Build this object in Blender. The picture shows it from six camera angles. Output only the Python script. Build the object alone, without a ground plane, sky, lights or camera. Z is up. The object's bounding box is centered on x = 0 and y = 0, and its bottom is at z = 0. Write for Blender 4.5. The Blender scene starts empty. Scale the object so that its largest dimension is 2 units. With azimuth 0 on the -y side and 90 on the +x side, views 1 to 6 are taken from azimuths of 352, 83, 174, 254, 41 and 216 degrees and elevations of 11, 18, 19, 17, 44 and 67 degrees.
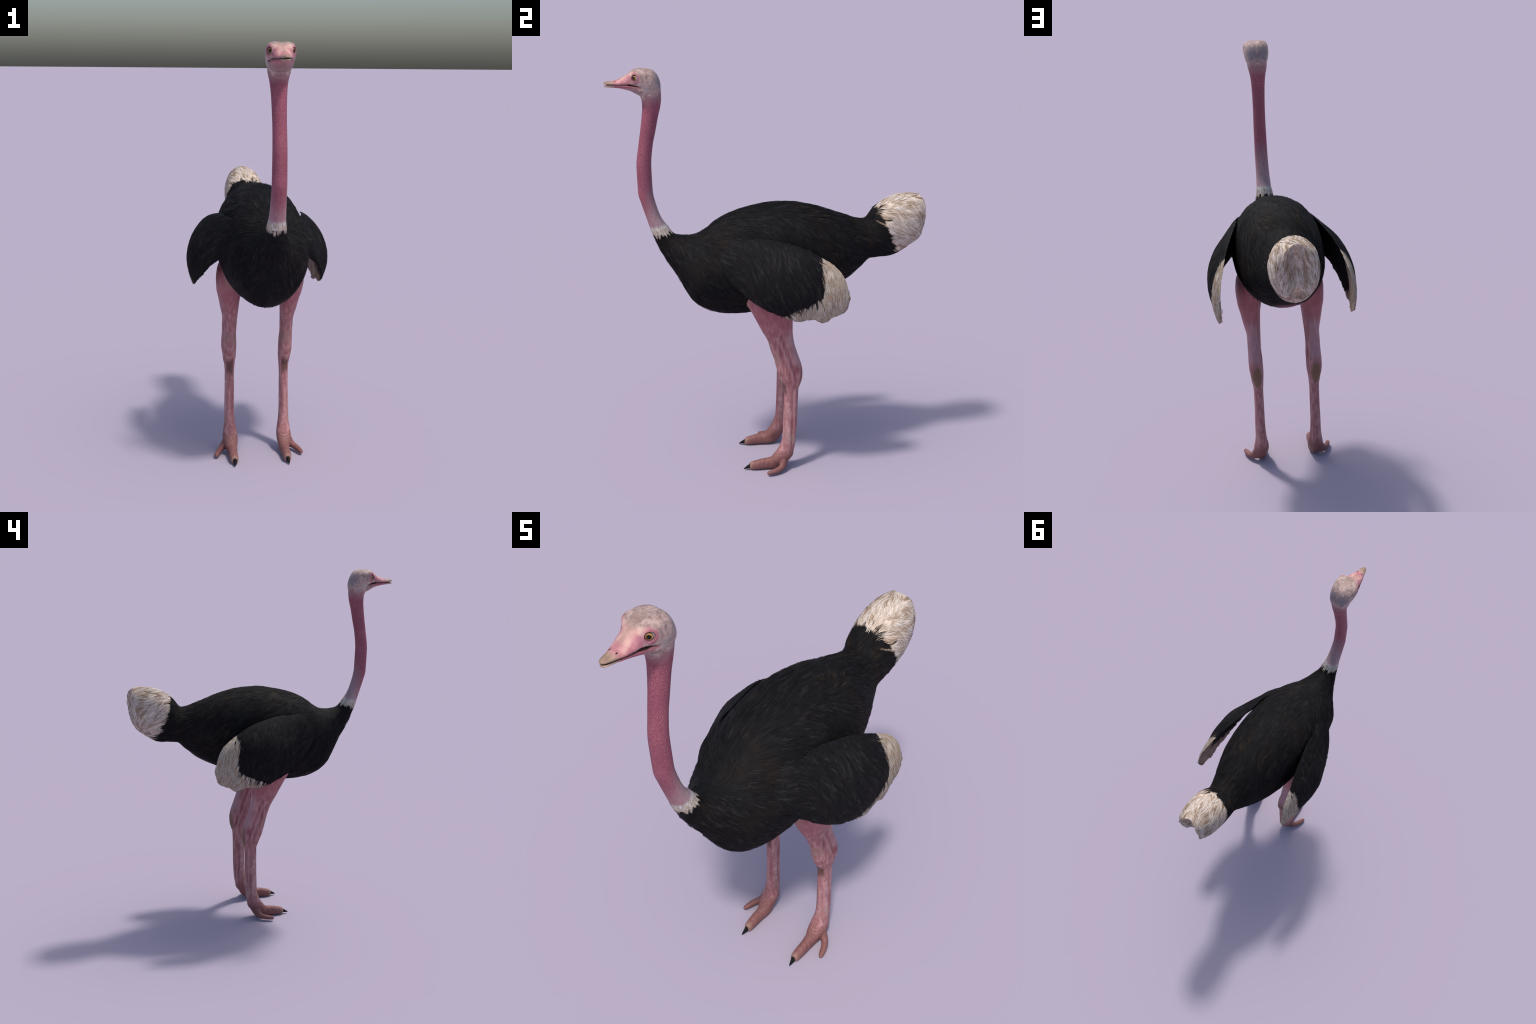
"""A standing ostrich: black plumage, pale wing tips and tail, bare pink neck and legs.
The animal faces -y.  Every body region is lofted from a few cross-sections, the lofts
are fused into one skin, smoothed and then split into named anatomical parts."""
import bpy, math
import numpy as np
from mathutils import Vector, noise as mnoise
from mathutils.bvhtree import BVHTree

RNG = np.random.default_rng(20240611)
VOXEL = 0.0024

# ------------------------------------------------------------------ helpers
def spline(xs, ys, q):
    """Monotone cubic (pchip-like) interpolation of ys(xs) at q; ys may have columns."""
    xs = np.asarray(xs, float); ys = np.asarray(ys, float); q = np.asarray(q, float)
    flat = ys.ndim == 1
    if flat: ys = ys[:, None]
    h = np.diff(xs)[:, None]; d = np.diff(ys, axis=0) / h
    m = np.zeros_like(ys)
    if len(xs) > 2:
        a, b = d[:-1], d[1:]; w1 = 2 * h[1:] + h[:-1]; w2 = h[1:] + 2 * h[:-1]
        same = a * b > 0
        with np.errstate(divide='ignore', invalid='ignore'):
            hm = (w1 + w2) / (w1 / a + w2 / b)
        m[1:-1] = np.where(same, hm, 0)
    m[0] = d[0]; m[-1] = d[-1]
    i = np.clip(np.searchsorted(xs, q) - 1, 0, len(xs) - 2)
    t = np.clip((q - xs[i]) / h[i, 0], 0, 1)[:, None]
    H = h[i]
    r = ((2*t**3 - 3*t**2 + 1) * ys[i] + (t**3 - 2*t**2 + t) * H * m[i]
         + (-2*t**3 + 3*t**2) * ys[i+1] + (t**3 - t**2) * H * m[i+1])
    return r[:, 0] if flat else r

def sstep(a, b, x):
    t = np.clip((np.asarray(x, float) - a) / (b - a), 0, 1)
    return t * t * (3 - 2 * t)

def superellipse(n_up, n_lo, count):
    """Unit ring (u across, h up) with separate roundness above and below."""
    th = np.linspace(0, 2 * np.pi, count, endpoint=False)
    c, s = np.cos(th), np.sin(th)
    n = np.where(s >= 0, n_up, n_lo)
    return np.sign(c) * np.abs(c) ** (2 / n), np.sign(s) * np.abs(s) ** (2 / n)

def skin_rings(rings):
    """Closed mesh (verts, faces) from a list of equal-length rings, fan caps."""
    k, n = len(rings), len(rings[0])
    v = np.concatenate(list(rings) + [[np.mean(rings[0], axis=0)], [np.mean(rings[-1], axis=0)]])
    f = []
    for i in range(k - 1):
        for j in range(n):
            jj = (j + 1) % n
            f.append((i*n + j, i*n + jj, (i+1)*n + jj, (i+1)*n + j))
    a, b = k * n, k * n + 1
    for j in range(n):
        jj = (j + 1) % n
        f.append((jj, j, a)); f.append(((k-1)*n + j, (k-1)*n + jj, b))
    return v, f

def mirror_x(vf):
    v, f = vf
    return v * np.array([-1, 1, 1]), [tuple(reversed(q)) for q in f]

def orient(vf):
    """Make the faces of a closed mesh point outwards."""
    v, f = vf
    vol = 0.0
    for q in f:
        for k in range(1, len(q) - 1):
            vol += np.dot(v[q[0]], np.cross(v[q[k]], v[q[k+1]]))
    return (v, f) if vol > 0 else (v, [tuple(reversed(q)) for q in f])

# ------------------------------------------------------------------ trunk: tail, body, neck
# Each row: ventral point (y, z), dorsal point (y, z), half width, height fraction of the
# widest place, roundness above and below.
TRUNK = [
    # tail fan
    (0.692, 1.106, 0.722, 1.364, 0.066, 0.56, 2.1, 1.9),
    (0.664, 1.092, 0.688, 1.368, 0.088, 0.55, 2.1, 2.0),
    (0.628, 1.074, 0.638, 1.366, 0.101, 0.54, 2.1, 2.0),
    (0.575, 1.060, 0.575, 1.347, 0.104, 0.53, 2.0, 2.0),
    (0.530, 1.058, 0.515, 1.307, 0.099, 0.50, 2.0, 2.0),
    (0.490, 1.056, 0.462, 1.249, 0.093, 0.48, 2.0, 2.0),
    # body
    (0.440, 1.017, 0.420, 1.255, 0.108, 0.46, 2.0, 2.0),
    (0.385, 0.968, 0.370, 1.274, 0.130, 0.45, 2.0, 2.0),
    (0.300, 0.922, 0.310, 1.295, 0.161, 0.44, 2.0, 2.0),
    (0.200, 0.884, 0.225, 1.324, 0.188, 0.44, 2.12, 1.95),
    (0.090, 0.846, 0.120, 1.346, 0.203, 0.45, 2.15, 1.85),
    (-0.030, 0.818, 0.025, 1.351, 0.210, 0.46, 2.15, 1.8),
    (-0.160, 0.804, -0.070, 1.339, 0.210, 0.47, 2.1, 1.8),
    (-0.255, 0.812, -0.168, 1.314, 0.199, 0.47, 2.0, 1.8),
    (-0.330, 0.839, -0.260, 1.271, 0.179, 0.47, 2.0, 1.85),
    (-0.385, 0.884, -0.319, 1.229, 0.156, 0.46, 1.9, 1.9),
    (-0.424, 0.950, -0.358, 1.212, 0.123, 0.46, 1.9, 1.9),
    (-0.464, 1.026, -0.392, 1.208, 0.092, 0.48, 1.9, 1.9),
    (-0.507, 1.096, -0.425, 1.210, 0.067, 0.50, 1.9, 1.9),
    (-0.537, 1.153, -0.453, 1.216, 0.051, 0.50, 2.0, 2.0),
    # neck
    (-0.558, 1.205, -0.474, 1.234, 0.044, 0.50, 2.0, 2.0),
    (-0.575, 1.258, -0.492, 1.262, 0.038, 0.50, 2.0, 2.0),
    (-0.593, 1.320, -0.517, 1.300, 0.035, 0.50, 2.0, 2.0),
    (-0.608, 1.372, -0.535, 1.350, 0.0335, 0.50, 2.0, 2.0),
    (-0.621, 1.428, -0.552, 1.436, 0.0325, 0.50, 2.0, 2.0),
    (-0.622, 1.545, -0.553, 1.546, 0.0315, 0.50, 2.0, 2.0),
    (-0.607, 1.655, -0.541, 1.652, 0.0305, 0.50, 2.0, 2.0),
    (-0.597, 1.712, -0.528, 1.706, 0.0310, 0.50, 2.0, 2.0),
    (-0.586, 1.782, -0.510, 1.785, 0.0335, 0.50, 2.0, 2.0),
    (-0.581, 1.830, -0.498, 1.829, 0.0375, 0.50, 2.0, 2.0),
    (-0.582, 1.858, -0.4925, 1.864, 0.0440, 0.50, 2.0, 2.0),
    (-0.589, 1.882, -0.492, 1.890, 0.0495, 0.48, 2.1, 2.0),
    (-0.585, 1.915, -0.495, 1.925, 0.0490, 0.48, 2.1, 2.0),
    (-0.570, 1.945, -0.510, 1.955, 0.0430, 0.48, 2.1, 2.0),
]

def build_trunk():
    T = np.array(TRUNK)
    mid = (T[:, 0:2] + T[:, 2:4]) / 2
    s = np.concatenate([[0], np.cumsum(np.linalg.norm(np.diff(mid, axis=0), axis=1) + 0.004)])
    P = spline(s, T, np.linspace(0, s[-1], 190))
    N = 96
    rings = []
    for vy, vz, dy, dz, w, m, nu, nl in P:
        u, h = superellipse(nu, nl, N)
        V, D = np.array([vy, vz]), np.array([dy, dz])
        t = np.where(h >= 0, m + h * (1 - m), m + h * m)
        yz = V + np.outer(t, D - V)
        rings.append(np.column_stack([u * w, yz]))
    # the tail ends in a hollow panel folded along the middle, between two bowed rims
    bow = lambda r: 0.038 * np.clip(1 - ((r[:, 2] - 1.245) / 0.126) ** 4, 0, 1) * sstep(0.60, 0.70, r[:, 1])
    for r in rings[:40]: r[:, 1] += bow(r)
    rim = rings[0]; c = rim.mean(axis=0)
    cap = []
    for k in np.linspace(0.05, 0.985, 18):
        r = c + (rim - c) * k
        r[:, 1] = c[1] - 0.038 + (r[:, 2] - c[2]) * 0.11
        r[:, 1] += bow(r + np.array([0, 0.1, 0])) - (0.008 + 0.030 * sstep(1.14, 1.24, r[:, 2])) * (1 - k ** 4) * np.exp(-(r[:, 0] / 0.032) ** 2)
        e = k ** 6
        r[:, 1] = r[:, 1] * (1 - e) + rim[:, 1] * e
        cap.append(r)
    v, f = skin_rings(cap + rings)
    # notch where the fold runs out underneath
    y, z, x = v[:, 1], v[:, 2], v[:, 0]
    v[:, 1] -= 0.030 * np.exp(-(x / 0.024) ** 2) * sstep(0.62, 0.69, y) * sstep(1.19, 1.12, z)
    return orient((v, f))

# ------------------------------------------------------------------ head
# y, crown z, underside z, half width, widest fraction, roundness up / down
SKULL = [
    (-0.4930, 1.932, 1.890, 0.030, 0.50, 2.0, 2.0),
    (-0.4990, 1.956, 1.870, 0.040, 0.50, 2.2, 2.0),
    (-0.5100, 1.978, 1.862, 0.0485, 0.55, 2.4, 2.0),
    (-0.5320, 1.996, 1.862, 0.0570, 0.58, 2.7, 2.0),
    (-0.5600, 2.002, 1.872, 0.0620, 0.60, 2.9, 2.1),
    (-0.5850, 2.002, 1.895, 0.0625, 0.58, 3.0, 2.2),
    (-0.6050, 2.000, 1.918, 0.0560, 0.50, 3.0, 2.4),
    (-0.6200, 1.9945, 1.9310, 0.0465, 0.22, 2.5, 3.6),
    (-0.6350, 1.9830, 1.9335, 0.0405, 0.16, 2.0, 4.0),
    (-0.6510, 1.9710, 1.9350, 0.0390, 0.14, 1.8, 4.0),
    (-0.6690, 1.9620, 1.9345, 0.0335, 0.14, 1.75, 4.0),
    (-0.6850, 1.9550, 1.9335, 0.0290, 0.16, 1.8, 4.0),
    (-0.7050, 1.9495, 1.9330, 0.0228, 0.20, 2.0, 3.6),
    (-0.7240, 1.9480, 1.9330, 0.0172, 0.24, 2.0, 3.2),
    (-0.7400, 1.9465, 1.9345, 0.0122, 0.30, 2.0, 2.6),
    (-0.7465, 1.9430, 1.9360, 0.0085, 0.35, 2.0, 2.2),
    (-0.7495, 1.9395, 1.9370, 0.0045, 0.40, 2.0, 2.0),
]
# y, upper z, lower z, half width
JAW = [
    (-0.5450, 1.910, 1.870, 0.046),
    (-0.5750, 1.914, 1.874, 0.054),
    (-0.5950, 1.9200, 1.882, 0.0525),
    (-0.6100, 1.9262, 1.8905, 0.0500),
    (-0.6300, 1.9300, 1.9015, 0.0455),
    (-0.6600, 1.9312, 1.9105, 0.0370),
    (-0.6850, 1.9310, 1.9160, 0.0300),
    (-0.7100, 1.9305, 1.9190, 0.0212),
    (-0.7300, 1.9300, 1.9205, 0.0156),
    (-0.7420, 1.9295, 1.9220, 0.0110),
    (-0.7485, 1.9285, 1.9245, 0.0060),
]
EYE_C = np.array([0.0402, -0.6000, 1.9626]); EYE_R = 0.0164
GAZE = np.array([0.655, -0.755, 0.08]); GAZE /= np.linalg.norm(GAZE)

def build_skull():
    S = np.array(SKULL); S = S[np.argsort(-S[:, 0])]
    q = np.linspace(0, 1, 70); q = spline(np.linspace(0, 1, len(S)), -S[:, 0], q)
    P = spline(-S[:, 0], S[:, 1:], q)
    rings = []
    for yy, (zt, zb, w, m, nu, nl) in zip(-q, P):
        u, h = superellipse(nu, nl, 64)
        zc = zb + m * (zt - zb)
        z = np.where(h >= 0, zc + h * (zt - zc), zc + h * (zc - zb))
        x = u * w
        # shallow furrow between the two brow bulges
        z = z - 0.0025 * np.exp(-(x / 0.014) ** 2) * (h > 0) * float(sstep(-0.650, -0.625, yy) * sstep(-0.495, -0.52, yy))
        rings.append(np.column_stack([x, np.full_like(x, yy), z]))
    return orient(skin_rings(rings))

def build_jaw():
    S = np.array(JAW)
    q = spline(np.linspace(0, 1, len(S)), -S[:, 0], np.linspace(0, 1, 44))
    P = spline(-S[:, 0], S[:, 1:], q)
    rings = []
    for yy, (zt, zb, w) in zip(-q, P):
        u, h = superellipse(4.0, 2.1, 48)
        zc = zt - 0.13 * (zt - zb)
        z = np.where(h >= 0, zc + h * (zt - zc), zc + h * (zc - zb))
        rings.append(np.column_stack([u * w, np.full(48, yy), z]))
    return orient(skin_rings(rings))

# ------------------------------------------------------------------ wing (right-hand +x one; the other is mirrored)
WING_TOP = [(-0.260, 1.165), (-0.20, 1.212), (-0.12, 1.228), (-0.05, 1.226), (0.03, 1.213), (0.12, 1.189),
            (0.20, 1.150), (0.257, 1.113), (0.30, 1.070), (0.322, 1.020), (0.331, 0.975), (0.335, 0.957)]
WING_BOT = [(-0.260, 1.090), (-0.233, 1.053), (-0.20, 1.023), (-0.14, 0.969), (-0.072, 0.922), (0.003, 0.887),
            (0.048, 0.868), (0.092, 0.856), (0.130, 0.860), (0.163, 0.861), (0.185, 0.850), (0.206, 0.841), (0.228, 0.846),
            (0.248, 0.861), (0.270, 0.869), (0.287, 0.875), (0.318, 0.896), (0.331, 0.940), (0.335, 0.952)]
# y: x of top edge, x of outermost bulge, x of bottom edge, thickness
WING_X = [(-0.260, 0.140, 0.182, 0.180, 0.110), (-0.20, 0.158, 0.220, 0.240, 0.110), (-0.15, 0.172, 0.244, 0.269, 0.085),
          (-0.10, 0.182, 0.272, 0.288, 0.055), (-0.05, 0.189, 0.296, 0.300, 0.050), (0.03, 0.210, 0.327, 0.311, 0.048),
          (0.12, 0.236, 0.332, 0.314, 0.044), (0.20, 0.261, 0.327, 0.310, 0.036), (0.257, 0.276, 0.321, 0.306, 0.028),
          (0.30, 0.290, 0.314, 0.304, 0.018), (0.335, 0.303, 0.305, 0.303, 0.008)]

def build_wing():
    ys = -0.260 + 0.595 * (1 - (1 - np.linspace(0, 1, 110)) ** 1.35)
    zt = spline(*np.array(WING_TOP).T, ys); zb = spline(*np.array(WING_BOT).T, ys)
    X = np.array(WING_X); xt, xm, xb, th = spline(X[:, 0], X[:, 1:], ys).T
    n = 30
    a = np.linspace(0, 1, n)
    rings = []
    for i, yy in enumerate(ys):
        z = zt[i] + (zb[i] - zt[i]) * a
        base = xt[i] + (xb[i] - xt[i]) * a
        b = 4 * (xm[i] - 0.5 * (xt[i] + xb[i]))
        x = base + b * a ** 0.85 * (1 - a)
        t = np.maximum(th[i] * 4 * a * (1 - a), 0.0055)      # lens section: the inner face is nearly flat
        outer = np.column_stack([x, np.full(n, yy), z])
        inner = np.column_stack([x - t, np.full(n, yy), z])[::-1]
        rings.append(np.concatenate([outer, inner]))
    return orient(skin_rings(rings))

# ------------------------------------------------------------------ leg
# z, front y, back y, inner x, outer x
LEG = [
    (0.985, -0.120, 0.095, 0.110, 0.192), (0.945, -0.135, 0.100, 0.088, 0.207), (0.898, -0.133, 0.096, 0.084, 0.212), (0.845, -0.108, 0.089, 0.090, 0.208),
    (0.800, -0.087, 0.085, 0.098, 0.197), (0.756, -0.066, 0.085, 0.102, 0.188), (0.684, -0.030, 0.093, 0.106, 0.175),
    (0.620, -0.010, 0.111, 0.108, 0.176), (0.565, 0.002, 0.128, 0.105, 0.1775), (0.530, 0.011, 0.133, 0.105, 0.1775),
    (0.500, 0.021, 0.132, 0.105, 0.174), (0.465, 0.034, 0.124, 0.109, 0.167), (0.438, 0.043, 0.115, 0.111, 0.162),
    (0.400, 0.042, 0.112, 0.113, 0.160), (0.300, 0.039, 0.108, 0.113, 0.161), (0.230, 0.036, 0.105, 0.113, 0.163),
    (0.163, 0.031, 0.100, 0.110, 0.164), (0.125, 0.020, 0.095, 0.105, 0.167), (0.100, 0.007, 0.089, 0.100, 0.171),
    (0.075, -0.012, 0.085, 0.098, 0.174), (0.050, -0.030, 0.067, 0.101, 0.170), (0.028, -0.034, 0.053, 0.107, 0.162),
    (0.012, -0.028, 0.038, 0.113, 0.154), (0.003, -0.018, 0.026, 0.122, 0.142),
]
# big toe: y, top z, bottom z, inner x, outer x
TOE = [(0.030, 0.070, 0.016, 0.110, 0.158), (0.005, 0.068, 0.004, 0.104, 0.158), (-0.018, 0.061, 0.000, 0.105, 0.156), (-0.042, 0.0555, 0.000, 0.108, 0.154),
       (-0.070, 0.053, 0.000, 0.110, 0.153), (-0.095, 0.047, 0.000, 0.110, 0.152), (-0.120, 0.041, 0.000, 0.112, 0.149),
       (-0.128, 0.038, 0.001, 0.114, 0.147), (-0.134, 0.032, 0.003, 0.117, 0.142), (-0.1375, 0.025, 0.007, 0.122, 0.136)]
# side toe: centre x, y, z, radius across, radius up
SIDE_TOE = [(0.138, 0.042, 0.058, 0.022, 0.036), (0.158, 0.036, 0.042, 0.019, 0.029), (0.176, 0.026, 0.0285, 0.0158, 0.0190),
            (0.190, 0.010, 0.0215, 0.0145, 0.0145), (0.200, -0.009, 0.0185, 0.0140, 0.0135), (0.207, -0.030, 0.0165, 0.0125, 0.0120),
            (0.212, -0.048, 0.0150, 0.0095, 0.0098), (0.2135, -0.0555, 0.0145, 0.0055, 0.0062)]

def build_leg():
    L = np.array(LEG)[::-1]
    zs = np.linspace(L[0, 0], L[-1, 0], 150)
    P = spline(L[:, 0], L[:, 1:], zs)
    rings = []
    for zz, (yf, yb, xi, xo) in zip(zs, P):
        u, h = superellipse(2.25, 2.25, 48)
        skew = -0.09 * float(sstep(0.90, 0.78, zz)) * (0.5 + 0.5 * float(sstep(0.40, 0.50, zz))) * (yb - yf) / 2   # the section is turned a little inwards in front
        rings.append(np.column_stack([(xi + xo) / 2 + u * (xo - xi) / 2 * 0.98 + skew * h, (yf + yb) / 2 - h * (yb - yf) / 2, np.full(48, zz)]))
    shank = orient(skin_rings(rings))
    T = np.array(TOE); T = T[np.argsort(-T[:, 0])]
    q = spline(np.linspace(0, 1, len(T)), -T[:, 0], np.linspace(0, 1, 60))
    rings = []
    for yy, (zt, zb, xi, xo) in zip(-q, spline(-T[:, 0], T[:, 1:], q)):
        u, h = superellipse(2.2, 2.6, 40)
        zc = zb + 0.45 * (zt - zb)
        z = np.where(h >= 0, zc + h * (zt - zc), zc + h * (zc - zb))
        rings.append(np.column_stack([(xi + xo) / 2 + u * (xo - xi) / 2, np.full(40, yy), z]))
    toe = orient(skin_rings(rings))
    S = np.array(SIDE_TOE)
    q = np.linspace(0, 1, 44)
    P = spline(np.linspace(0, 1, len(S)), S, q)
    tan = np.gradient(P[:, :3], axis=0); tan /= np.linalg.norm(tan, axis=1)[:, None]
    rings = []
    for p, t in zip(P, tan):
        side = np.cross(t, [0, 0, 1]); side /= np.linalg.norm(side)
        up = np.cross(side, t)
        th = np.linspace(0, 2 * np.pi, 28, endpoint=False)
        rings.append(p[:3] + np.outer(np.cos(th) * p[3], side) + np.outer(np.sin(th) * p[4], up))
    return [shank, toe, orient(skin_rings(rings))]

# ------------------------------------------------------------------ fuse into one skin
def mesh_from(name, vf_list):
    V, F, o = [], [], 0
    for v, f in vf_list:
        V.append(v); F += [tuple(i + o for i in q) for q in f]; o += len(v)
    me = bpy.data.meshes.new(name)
    me.from_pydata(np.concatenate(V).tolist(), [], F)
    me.update()
    return me

def bvh_of(vf_list):
    me = mesh_from("probe", vf_list)
    t = BVHTree.FromPolygons([v.co.copy() for v in me.vertices], [tuple(p.vertices) for p in me.polygons])
    bpy.data.meshes.remove(me)
    return t

def fuse(vf_list, voxel):
    me = mesh_from("fused", vf_list)
    ob = bpy.data.objects.new("fused", me); bpy.context.scene.collection.objects.link(ob)
    md = ob.modifiers.new("remesh", 'REMESH'); md.mode = 'VOXEL'; md.voxel_size = voxel; md.adaptivity = 0
    ev = ob.evaluated_get(bpy.context.evaluated_depsgraph_get()); m2 = ev.to_mesh()
    v = np.empty(len(m2.vertices) * 3); m2.vertices.foreach_get("co", v)
    n = len(m2.polygons)
    tot = np.empty(n, np.int32); m2.polygons.foreach_get("loop_total", tot)
    lv = np.empty(len(m2.loops), np.int32); m2.loops.foreach_get("vertex_index", lv)
    assert (tot == 4).all()
    ev.to_mesh_clear(); bpy.data.objects.remove(ob); bpy.data.meshes.remove(me)
    return v.reshape(-1, 3), lv.reshape(-1, 4)

def edges_of(Q):
    e = np.concatenate([Q[:, [0, 1]], Q[:, [1, 2]], Q[:, [2, 3]], Q[:, [3, 0]]])
    e.sort(axis=1)
    return np.unique(e, axis=0)

def smooth(v, E, iters, w=None, taubin=True):
    n = len(v)
    deg = np.bincount(E.ravel(), minlength=n)[:, None].astype(float)
    for it in range(iters):
        for lam in ((0.5, -0.52) if taubin else (0.5,)):
            s = np.zeros_like(v)
            for k in range(3):
                s[:, k] = np.bincount(E[:, 0], v[E[:, 1], k], n) + np.bincount(E[:, 1], v[E[:, 0], k], n)
            d = s / deg - v
            v = v + lam * (d if w is None else d * w[:, None])
    return v

def vert_normals(v, Q):
    a = v[Q[:, 2]] - v[Q[:, 0]]; b = v[Q[:, 3]] - v[Q[:, 1]]
    fn = np.cross(a, b)
    n = np.zeros_like(v)
    for k in range(4):
        for c in range(3):
            n[:, c] += np.bincount(Q[:, k], fn[:, c], len(v))
    return n / (np.linalg.norm(n, axis=1)[:, None] + 1e-12), fn / (np.linalg.norm(fn, axis=1)[:, None] + 1e-12)

trunk, skull, jaw = build_trunk(), build_skull(), build_jaw()
wing_r = build_wing(); wing_l = orient(mirror_x(wing_r))
leg_r = build_leg(); leg_l = [orient(mirror_x(p)) for p in leg_r]
V, Q = fuse([trunk, skull, jaw, wing_r, wing_l] + leg_r + leg_l, VOXEL)
E = edges_of(Q)
V = smooth(V, E, 4)

def dist_to(tree, pts):
    return np.array([tree.find_nearest(Vector(p))[3] for p in pts])

T_trunk, T_wing, T_leg = bvh_of([trunk]), bvh_of([wing_r, wing_l]), bvh_of(leg_r + leg_l)
low = (V[:, 2] < 1.29) & (V[:, 1] > -0.36) & (V[:, 1] < 0.40)
d_tr = np.zeros(len(V)); d_wi = np.ones(len(V)); d_le = np.ones(len(V))
d_tr[low] = dist_to(T_trunk, V[low]); d_wi[low] = dist_to(T_wing, V[low]); d_le[low] = dist_to(T_leg, V[low])
# soften the shoulder and thigh junctions, and throat behind the jaw
junction = low & (np.abs(d_tr - np.minimum(d_wi, d_le)) < 0.016) & (V[:, 2] > 0.78) & ((V[:, 1] < -0.09) | (d_le < d_wi))
throat = (V[:, 2] > 1.84) & (V[:, 2] < 1.975) & (V[:, 1] > -0.60)
w = np.where(junction, 1.0, 0.0); w[throat] = 0.45
w = smooth(np.column_stack([w, w, w]), E, 6, taubin=False)[:, 0]
V = smooth(V, E, 40, np.clip(w * 1.3, 0, 1), taubin=False)
V = smooth(V, E, 3)

# ---- surface relief put into the skin itself
Nv, Nf = vert_normals(V, Q)
ax = np.abs(V[:, 0])
P_mir = np.column_stack([ax, V[:, 1], V[:, 2]])
# eye sockets: recess with a raised lid
rel = P_mir - (EYE_C + GAZE * EYE_R * 0.8 + np.array([0.0012, 0.0026, 0.0]))
along = rel @ GAZE
rad = np.linalg.norm(rel - np.outer(along, GAZE), axis=1)
near = (np.abs(along) < 0.026)
lid = near * (0.0012 * np.exp(-((rad - 0.0172) / 0.0028) ** 2) - 0.0120 * sstep(0.0150, 0.0122, rad)
               + 0.0009 * np.cos((rad - 0.0172) * 2 * np.pi / 0.0046) * sstep(0.0165, 0.0185, rad) * sstep(0.0275, 0.0225, rad))
brow = np.exp(-(((V[:, 2] - 1.985 - 0.25 * (V[:, 1] + 0.612)) / 0.0060) ** 2)) * np.exp(-((ax - 0.044) / 0.014) ** 2) * sstep(-0.645, -0.630, V[:, 1]) * sstep(-0.575, -0.59, V[:, 1])
lid = lid + 0.0026 * brow
# nostrils
nd = np.linalg.norm((P_mir - np.array([0.0126, -0.6975, 1.9455])) * np.array([1, 0.55, 1]), axis=1)
nos = -0.0035 * np.exp(-(nd / 0.0028) ** 2)
# tendons and creases of the legs
is_leg = (d_le < np.minimum(d_tr, d_wi)) | (V[:, 2] < 0.76)
zz, yy = V[:, 2], V[:, 1]
def groove(y0, slope, zref, width, za, zb):
    yc = y0 + slope * (zz - zref)
    return np.exp(-((yy - yc) / width) ** 2) * sstep(za - 0.04, za, zz) * sstep(zb + 0.05, zb, zz)
tendon = (-0.0060 * groove(0.060, -0.30, 0.62, 0.009, 0.50, 0.70) - 0.0050 * groove(0.034, -0.34, 0.62, 0.008, 0.50, 0.68)
          - 0.0055 * groove(0.088, -0.20, 0.56, 0.010, 0.49, 0.60) - 0.0030 * groove(0.082, 0.03, 0.3, 0.006, 0.12, 0.42))
tendon = tendon * is_leg * (np.abs(Nv[:, 0]) > 0.35)
# creases across the big toe and the front of the ankle
toe_y = yy + 0.25 * (ax - 0.13) + 0.003 * np.sin(ax * 260)
fold = sum(np.exp(-((toe_y - c) / 0.0026) ** 2) for c in (-0.024, -0.050, -0.074, -0.098)) * sstep(0.020, 0.035, zz) * sstep(0.075, 0.060, zz)
fold = fold + sum(np.exp(-((zz - 0.25 * yy - c) / 0.0026) ** 2) for c in (0.083, 0.092)) * sstep(0.035, 0.015, yy)
fold = -0.0016 * fold * is_leg
V = V + Nv * (lid + nos + tendon + fold)[:, None]
# soft swells of the plumage
sw = np.array([mnoise.noise(Vector((p[0] * 9, p[1] * 6, p[2] * 9))) for p in P_mir[::1]])
plumed = (~is_leg) & (zz < 1.22) | ((yy > -0.40) & (zz > 0.76) & ~is_leg)
V = V + Nv * ((0.0020 * sw - 0.0010) * plumed)[:, None]
Nv, Nf = vert_normals(V, Q)
FC = V[Q].mean(axis=1)

# ------------------------------------------------------------------ naming the regions
HEAD, BEAK, NECK, TORSO, TAIL, WING_R, WING_L, LEG_R, LEG_L = range(9)
fl_leg = is_leg[Q].sum(axis=1) >= 3
fl_wing = (d_wi[Q].mean(axis=1) < np.minimum(d_tr[Q].mean(axis=1), d_le[Q].mean(axis=1))) & ~fl_leg & (FC[:, 1] > -0.30)
lab = np.full(len(Q), TORSO)
fx, fy, fz = FC.T
collar = fz - 1.232 - 0.22 * (fy + 0.515)          # plane across the foot of the neck
lab[(fy < -0.36) & (collar > 0)] = NECK
lab[(fz - 1.868 - 0.35 * (fy + 0.54) > 0) & (fy < -0.4)] = HEAD
lab[(fy < -0.690)] = BEAK
lab[fy > 0.482 + 0.10 * (fz - 1.15)] = TAIL
lab[fl_wing & (fx > 0)] = WING_R; lab[fl_wing & (fx < 0)] = WING_L
lab[fl_leg & (fx > 0)] = LEG_R; lab[fl_leg & (fx < 0)] = LEG_L

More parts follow.
